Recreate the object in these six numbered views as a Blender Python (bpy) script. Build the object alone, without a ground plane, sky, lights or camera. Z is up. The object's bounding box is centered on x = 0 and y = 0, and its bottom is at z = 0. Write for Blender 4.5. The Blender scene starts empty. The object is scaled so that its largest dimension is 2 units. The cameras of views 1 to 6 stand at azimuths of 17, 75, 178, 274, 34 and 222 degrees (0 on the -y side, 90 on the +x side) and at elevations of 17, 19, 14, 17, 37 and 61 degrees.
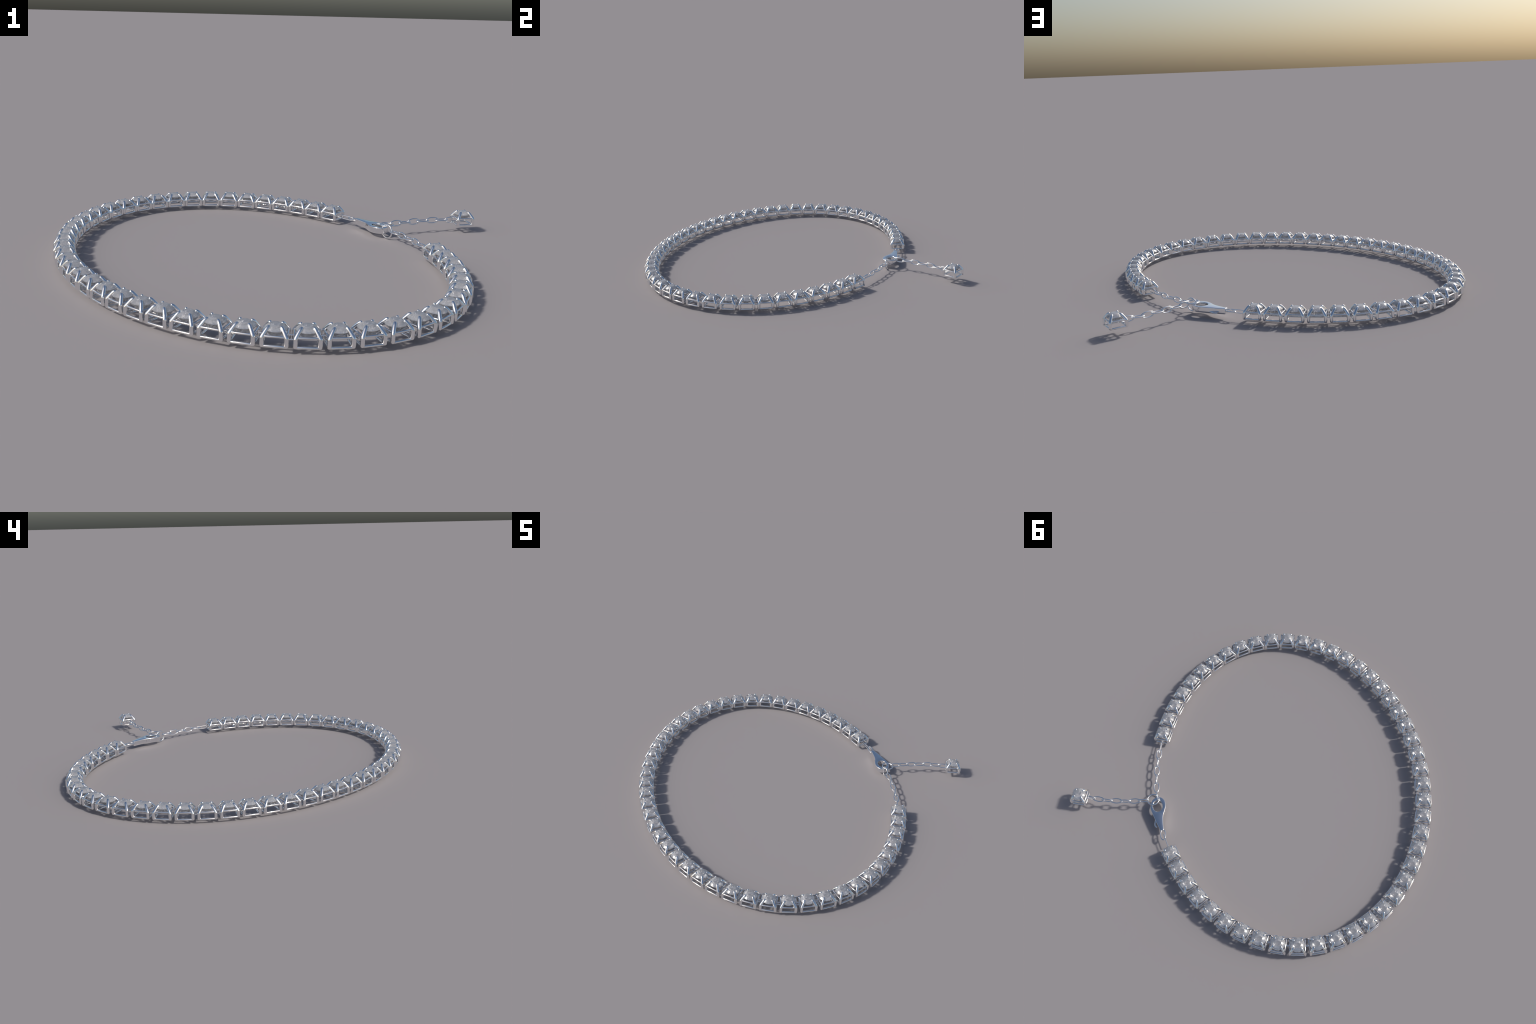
"""Gem-set tennis bracelet: 48 four-prong settings on an egg-shaped loop,
closed by a lobster clasp, with an extender chain ending in one more setting."""
import bpy, math, random
from math import sin, cos, pi, hypot, atan2
from mathutils import Vector, Matrix

random.seed(7)

# ------------------------------------------------------------------ sizes (m)
COUNT = 48                 # settings on the loop
PITCH = 0.1075             # spacing along the loop
HALF = 0.0417               # post axis to setting axis
POST_R = 0.0086
TIP_R = 0.0061
POST_BOTTOM = 0.0195       # lowest point of the posts on the loop
BEND_Z = 0.0555            # where posts turn into prongs
TIP_Z = 0.0862
TIP_HALF = 0.0217
GIRDLE_Z = 0.0757
GIRDLE_R = 0.0412
TABLE_R = 0.0190
CROWN_H = 0.0160
PAV_H = 0.0365
LINK_L, LINK_W, LINK_R = 0.0760, 0.0366, 0.0036     # outer length, width, wire radius
RING_R, RING_WIRE = 0.0345, 0.0040
CHAIN_Z = 0.0445
TAIL_Z = 0.0635

# ------------------------------------------------------------------ helpers
def new_mesh(name, verts, faces, mat, smooth=True):
    me = bpy.data.meshes.new(name)
    me.from_pydata([tuple(v) for v in verts], [], faces)
    me.update()
    me.materials.append(mat)
    for p in me.polygons:
        p.use_smooth = smooth
    return me

def add(name, me, parent, loc=(0, 0, 0), rot=(0, 0, 0), scale=(1, 1, 1)):
    ob = bpy.data.objects.new(name, me)
    bpy.context.scene.collection.objects.link(ob)
    ob.parent = parent
    ob.location, ob.rotation_euler, ob.scale = loc, rot, scale
    return ob

def frames(path, closed):
    n = len(path)
    tans = []
    for i in range(n):
        if closed:
            d = path[(i + 1) % n] - path[i - 1]
        else:
            d = path[min(i + 1, n - 1)] - path[max(i - 1, 0)]
        tans.append(d.normalized())
    ref = Vector((0, 0, 1)) if abs(tans[0].z) < 0.9 else Vector((1, 0, 0))
    u = (ref - tans[0] * ref.dot(tans[0])).normalized()
    out = []
    for t in tans:
        u = (u - t * u.dot(t)).normalized()
        out.append((t, u, t.cross(u)))
    return out

def tube(path, radii, seg=12, closed=False, cap=4):
    """Round wire swept along a path; open ends get half-sphere caps."""
    path = [Vector(p) for p in path]
    if not hasattr(radii, '__len__'):
        radii = [radii] * len(path)
    fr = frames(path, closed)
    rings = [(p, r, f) for p, r, f in zip(path, radii, fr)]
    if not closed:
        p, r, f = rings[0]
        start = [(p - f[0] * r * sin(a), r * cos(a), f)
                 for a in [pi / 2 * (k / cap) * 0.98 for k in range(cap, 0, -1)]]
        q, s, g = rings[-1]
        end = [(q + g[0] * s * sin(a), s * cos(a), g)
               for a in [pi / 2 * (k / cap) * 0.98 for k in range(1, cap + 1)]]
        rings = start + rings + end
    verts, faces = [], []
    for p, r, (t, u, w) in rings:
        for k in range(seg):
            a = 2 * pi * k / seg
            verts.append(p + (u * cos(a) + w * sin(a)) * r)
    m = len(rings)
    for i in range(m if closed else m - 1):
        j = (i + 1) % m
        for k in range(seg):
            l = (k + 1) % seg
            faces.append((i * seg + k, i * seg + l, j * seg + l, j * seg + k))
    if not closed:
        faces.append(tuple(range(seg - 1, -1, -1)))
        faces.append(tuple((m - 1) * seg + k for k in range(seg)))
    return verts, faces

def merge(parts):
    V, F = [], []
    for v, f in parts:
        o = len(V)
        V += list(v)
        F += [tuple(i + o for i in q) for q in f]
    return V, F

def oval(length, width, wire, n=40, power=2.0):
    """Centre line of an oval link lying in the local xy plane (outer sizes given)."""
    a, b = length / 2 - wire, width / 2 - wire
    pts = []
    for k in range(n):
        t = 2 * pi * k / n
        c, s = cos(t), sin(t)
        pts.append((a * math.copysign(abs(c) ** (2 / power), c),
                    b * math.copysign(abs(s) ** (2 / power), s), 0))
    return pts

def slot(length, width, wire, n=9):
    """Centre line of a straight-sided link with round ends."""
    b = width / 2 - wire
    a = length / 2 - wire - b
    pts = []
    for k in range(n):
        t = -pi / 2 + pi * k / (n - 1)
        pts.append((a + b * cos(t), b * sin(t), 0))
    for k in range(n):
        t = pi / 2 + pi * k / (n - 1)
        pts.append((-a + b * cos(t), b * sin(t), 0))
    return pts

# ------------------------------------------------------------------ materials
def silver(name, rough=0.05):
    m = bpy.data.materials.new(name)
    m.use_nodes = True
    nt = m.node_tree
    bs = nt.nodes['Principled BSDF']
    bs.inputs['Metallic'].default_value = 1.0
    tc = nt.nodes.new('ShaderNodeTexCoord')
    no = nt.nodes.new('ShaderNodeTexNoise')
    no.inputs['Scale'].default_value = 60
    no.inputs['Detail'].default_value = 3
    nt.links.new(tc.outputs['Object'], no.inputs['Vector'])
    mr = nt.nodes.new('ShaderNodeMapRange')
    mr.inputs['To Min'].default_value = rough - 0.01
    mr.inputs['To Max'].default_value = rough + 0.01
    nt.links.new(no.outputs['Fac'], mr.inputs['Value'])
    nt.links.new(mr.outputs['Result'], bs.inputs['Roughness'])
    cr = nt.nodes.new('ShaderNodeValToRGB')
    cr.color_ramp.elements[0].color = (0.90, 0.91, 0.925, 1)
    cr.color_ramp.elements[1].color = (0.95, 0.955, 0.96, 1)
    nt.links.new(no.outputs['Fac'], cr.inputs['Fac'])
    nt.links.new(cr.outputs['Color'], bs.inputs['Base Color'])
    return m

def crystal(name):
    m = bpy.data.materials.new(name)
    m.use_nodes = True
    nt = m.node_tree
    bs = nt.nodes['Principled BSDF']
    bs.inputs['Base Color'].default_value = (0.83, 0.84, 0.86, 1)
    bs.inputs['Transmission Weight'].default_value = 0.78
    bs.inputs['IOR'].default_value = 2.0
    bs.inputs['Roughness'].default_value = 0.17
    return m

METAL = silver('polished_silver')
GEM = crystal('clear_crystal')

# ------------------------------------------------------------------ loop curve
# egg-shaped closed curve, mirror-symmetric about its long axis
AXIS = -2.3205
CENTRE = (-0.0001, -0.0007)
CX = [0.7987, -0.0415, 0.0121, 0.0404, 0.0005]
CY = [1.0665, 0.0486, 0.0133, 0.0502, -0.0036]

def loop_local(t):
    return (sum(c * cos((i + 1) * t) for i, c in enumerate(CX)),
            sum(c * sin((i + 1) * t) for i, c in enumerate(CY)))

def loop_stations():
    """Half of the settings at equal arc steps from the far end, then mirrored."""
    n = 3000
    pts = [loop_local(pi * k / n) for k in range(n + 1)]
    half, s, want = [], 0.0, PITCH / 2
    for (x0, y0), (x1, y1) in zip(pts, pts[1:]):
        d = hypot(x1 - x0, y1 - y0)
        if s + d >= want and len(half) < COUNT // 2:
            f = (want - s) / d
            half.append((x0 + (x1 - x0) * f, y0 + (y1 - y0) * f))
            want += PITCH
        s += d
    loc = [(x, -y) for x, y in reversed(half)] + half
    c, q = cos(AXIS), sin(AXIS)
    return [(CENTRE[0] + c * x - q * y, CENTRE[1] + q * x + c * y) for x, y in loc]

ST = loop_stations()

def heading(i):
    a, b = ST[max(i - 1, 0)], ST[min(i + 1, COUNT - 1)]
    return atan2(b[1] - a[1], b[0] - a[0])

# ------------------------------------------------------------------ shared meshes
def prong_mesh():
    bot = POST_BOTTOM + POST_R
    h, t = HALF, TIP_HALF
    def mix(f, z):
        r = h + (t - h) * f
        return (r, r, z)
    path = [(h, h, bot), (h, h, bot + 0.012), (h, h, BEND_Z - 0.0025),
            mix(0.02, BEND_Z), mix(0.10, BEND_Z + 0.0036),
            mix(0.42, BEND_Z + 0.0141), mix(0.72, BEND_Z + 0.0238),
            mix(0.88, TIP_Z - 0.0022), mix(1.0, TIP_Z)]
    rad = [POST_R, POST_R, POST_R, POST_R, POST_R, 0.0081, 0.0075, 0.0070, TIP_R]
    return tube(path, rad, 14)

def basket_mesh():
    parts = []
    for k in range(4):
        a = k * pi / 2
        c, s = cos(a), sin(a)
        for z, r in ((POST_BOTTOM + 0.0050, 0.0053), (0.0597, 0.0045)):
            p = [(c * x - s * y, s * x + c * y, z) for x, y in ((HALF, -HALF), (HALF, HALF))]
            parts.append(tube(p, r, 10, cap=2))
    return merge(parts)

def gem_mesh():
    """Round brilliant cut: table, three rows of crown facets, thin girdle, pavilion."""
    N = 16
    def ring(r, z, off):
        return [Vector((r * cos(2 * pi * (k + off) / N), r * sin(2 * pi * (k + off) / N), z)) for k in range(N)]
    rows = [ring(TABLE_R, CROWN_H, 0.5),
            ring(GIRDLE_R * 0.74, CROWN_H * 0.62, 0.0),
            ring(GIRDLE_R, 0.0010, 0.5),
            ring(GIRDLE_R, -0.0010, 0.5),
            ring(GIRDLE_R * 0.64, -PAV_H * 0.50, 0.0),
            ring(GIRDLE_R * 0.34, -PAV_H * 0.90, 0.5)]
    V = [v for r in rows for v in r] + [Vector((0, 0, -PAV_H))]
    F = [tuple(range(N))]
    for i in range(len(rows) - 1):
        a, b = i * N, (i + 1) * N
        for k in range(N):
            k1 = (k + 1) % N
            if i == 2:                                  # girdle band
                F.append((a + k, b + k, b + k1, a + k1))
            elif i % 2 == 0:                            # half-step forward: even row leads
                F.append((a + k, b + k, b + k1))
                F.append((a + k, b + k1, a + k1))
            else:
                F.append((a + k, b + k, a + k1))
                F.append((a + k1, b + k, b + k1))
    last = (len(rows) - 1) * N
    for k in range(N):
        F.append((last + k, len(V) - 1, last + (k + 1) % N))
    return V, F

ME_PRONG = new_mesh('prong', *prong_mesh(), METAL)
ME_BASKET = new_mesh('setting', *basket_mesh(), METAL)
ME_GEM = new_mesh('gemstone', *gem_mesh(), GEM, smooth=False)
import bmesh
_bm = bmesh.new(); _bm.from_mesh(ME_GEM)
bmesh.ops.recalc_face_normals(_bm, faces=_bm.faces)
_bm.to_mesh(ME_GEM); _bm.free()
ME_CHAIN = new_mesh('chain_link', *tube(oval(LINK_L, LINK_W, LINK_R), LINK_R, 10, True), METAL)
ME_RING = new_mesh('jump_ring', *tube(oval(2 * (RING_R + RING_WIRE), 2 * (RING_R + RING_WIRE), RING_WIRE, 56), RING_WIRE, 12, True), METAL)
ME_LINK = new_mesh('connecting_link', *tube(slot(0.049, 0.0222, 0.0026), 0.0026, 8, True), METAL)
ME_ENDLINK = new_mesh('end_link', *tube(slot(0.113, 0.0222, 0.0026), 0.0026, 8, True), METAL)

# ------------------------------------------------------------------ assembly
root = bpy.data.objects.new('tennis_bracelet', None)
bpy.context.scene.collection.objects.link(root)
root['label'] = 'silver tennis bracelet with round clear stones, lobster clasp and extender'
root['category'] = 'gemstone bracelet'

def place_setting(x, y, ang, lift=0.0):
    s = add('setting', ME_BASKET, root, (x, y, lift), (0, 0, ang))
    for k in range(4):
        add('prong', ME_PRONG, s, (0, 0, 0), (0, 0, k * pi / 2))
    add('gemstone', ME_GEM, s, (0, 0, GIRDLE_Z), (0, 0, pi / 8))
    return s

for i, (x, y) in enumerate(ST):
    place_setting(x, y, heading(i))

LINK_Z = 0.0433
for (x0, y0), (x1, y1) in zip(ST, ST[1:]):
    add('connecting_link', ME_LINK, root, ((x0 + x1) / 2, (y0 + y1) / 2, LINK_Z),
        (pi / 2, 0, atan2(y1 - y0, x1 - x0)))

def link_at(name, me, p, ang, upright, pitch=0.0):
    return add(name, me, root, p, (pi / 2 if upright else 0.0, pitch, ang))

# end links: from inside the last setting to the first chain link
for i, (tx, ty) in ((0, (0.3357, 0.7616)), (COUNT - 1, (0.7380, 0.3850))):
    x, y = ST[i]
    a = atan2(ty - y, tx - x)
    link_at('end_link', ME_ENDLINK, (tx - cos(a) * 0.056, ty - sin(a) * 0.056, LINK_Z), a, True)

def run(points, upright_first):
    up = upright_first
    n = len(points)
    for k, p in enumerate(points):
        q, r = points[max(k - 1, 0)], points[min(k + 1, n - 1)]
        link_at('chain_link', ME_CHAIN, p, atan2(r[1] - q[1], r[0] - q[0]), up)
        up = not up

# chain from the last setting to the clasp ring
run([(0.7356, 0.3862, CHAIN_Z), (0.7005, 0.4339, CHAIN_Z), (0.6631, 0.4794, CHAIN_Z),
     (0.6238, 0.5244, CHAIN_Z), (0.5834, 0.5657, CHAIN_Z)], False)
# extender chain to the hanging setting
run([(0.5735, 0.6852, TAIL_Z), (0.6130, 0.7210, TAIL_Z), (0.6558, 0.7568, TAIL_Z),
     (0.7000, 0.7905, TAIL_Z), (0.7463, 0.8236, TAIL_Z), (0.7925, 0.8507, TAIL_Z),
     (0.8400, 0.8755, TAIL_Z - 0.001)], True)
# link through the clasp tail
link_at('chain_link', ME_CHAIN, (0.334, 0.766, 0.0434), math.radians(136), False)

# two jump rings
link_at('jump_ring', ME_RING, (0.5396, 0.6040, RING_R + RING_WIRE), math.radians(-38), True)
link_at('jump_ring', ME_RING, (0.5330, 0.6418, 0.0630), 0.0, False)

# hanging setting, a little higher than the loop
place_setting(0.8946, 0.9094, math.radians(30), 0.0178)

# ------------------------------------------------------------------ lobster clasp
TAIL = (0.356, 0.751)
CANG = atan2(-0.635, 0.772)
Z0, Z1 = 0.0220, 0.0545
OUTLINE = [(-0.0018, 0.0098), (0.0200, 0.0163), (0.0452, 0.0242), (0.0723, 0.0320), (0.0938, 0.0379),
           (0.1211, 0.0450), (0.1420, 0.0500), (0.1560, 0.0520), (0.1728, 0.0498), (0.1900, 0.0450),
           (0.2046, 0.0382), (0.2160, 0.0260), (0.2226, 0.0094), (0.2238, -0.0030), (0.2195, -0.0140),
           (0.2125, -0.0245), (0.2035, -0.0322), (0.1900, -0.0388), (0.1748, -0.0412), (0.1600, -0.0411),
           (0.1451, -0.0385), (0.1208, -0.0298), (0.1010, -0.0210), (0.0831, -0.0163), (0.0632, -0.0137),
           (0.0297, -0.0115), (-0.0018, -0.0112)]
HOLE = (0.1625, 0.0070, 0.0378, 0.0285)

def refine(poly, sub=3):
    """Closed Catmull-Rom through the outline, square tail end kept."""
    n = len(poly)
    out = []
    for i in range(n):
        p1, p2 = poly[i], poly[(i + 1) % n]
        if i == n - 1:
            out.append(p1); continue
        p0 = poly[i - 1] if i > 0 else p1
        p3 = poly[(i + 2) % n] if i < n - 2 else p2
        for k in range(sub):
            t = k / sub
            out.append(tuple(0.5 * (2 * b + (c - a) * t + (2 * a - 5 * b + 4 * c - d) * t * t
                                    + (3 * b - a - 3 * c + d) * t ** 3)
                             for a, b, c, d in zip(p0, p1, p2, p3)))
    return out

def clasp_mesh():
    bm = bmesh.new()
    def loop(pts):
        vs = [bm.verts.new((x, y, Z0)) for x, y in pts]
        return [bm.edges.new((vs[i], vs[(i + 1) % len(vs)])) for i in range(len(vs))]
    e = loop(refine(OUTLINE))
    hx, hy, ha, hb = HOLE
    e += loop([(hx + ha * cos(2 * pi * k / 48), hy + hb * sin(2 * pi * k / 48)) for k in range(48)])
    bmesh.ops.triangle_fill(bm, use_beauty=True, use_dissolve=False, edges=e)
    r = bmesh.ops.extrude_face_region(bm, geom=bm.faces[:])
    top = [g for g in r['geom'] if isinstance(g, bmesh.types.BMVert)]
    bmesh.ops.translate(bm, verts=top, vec=(0, 0, Z1 - Z0))
    bmesh.ops.recalc_face_normals(bm, faces=bm.faces)
    sharp = [ed for ed in bm.edges if len(ed.link_faces) == 2 and ed.calc_face_angle(0) > 0.6]
    bmesh.ops.bevel(bm, geom=sharp, offset=0.0032, segments=3, profile=0.5, affect='EDGES', clamp_overlap=True)
    me = bpy.data.meshes.new('clasp')
    bm.to_mesh(me); bm.free()
    me.materials.append(METAL)
    for p in me.polygons:
        p.use_smooth = True
    me.set_sharp_from_angle(angle=math.radians(32))
    return me

clasp = add('clasp', clasp_mesh(), root, (TAIL[0], TAIL[1], 0), (0, 0, CANG))

# thumb trigger of the sprung gate, standing off the outer flank
gate = [(0.092, 0.0300), (0.080, 0.0330), (0.068, 0.0360), (0.056, 0.0395), (0.044, 0.0375), (0.034, 0.0310)]
me = new_mesh('lever', *tube([(x, y, 0.0305) for x, y in refine(gate + gate[-1:])[:18]], 0.0046, 12), METAL)
lever = add('lever', me, clasp)
# inner flank: small rivet head, and a dark plug standing in for an uncut hole
def bead(x, y, z, rx, ry, rz):
    path = [(x - rx * 0.5, y, z), (x + rx * 0.5, y, z)]
    v, f = tube(path, rz, 12, cap=4)
    return [Vector((p.x, y + (p.y - y) * ry / rz, p.z)) for p in v], f

rivet = new_mesh('rivet', *bead(0.129, -0.0305, 0.0410, 0.008, 0.0020, 0.0032), METAL)
add('rivet', rivet, clasp)
DARK = bpy.data.materials.new('painted_hole_shade')
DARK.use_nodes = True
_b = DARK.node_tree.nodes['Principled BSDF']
_b.inputs['Base Color'].default_value = (0.03, 0.03, 0.035, 1)  # near-black colour paints the shade inside a recess
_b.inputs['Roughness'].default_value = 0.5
plug = new_mesh('dark_hole_plug', *tube([(0.0985, -0.0195, 0.0390), (0.0985, -0.0150, 0.0390)], 0.0026, 12, cap=1), DARK)
add('dark_hole_plug', plug, clasp)
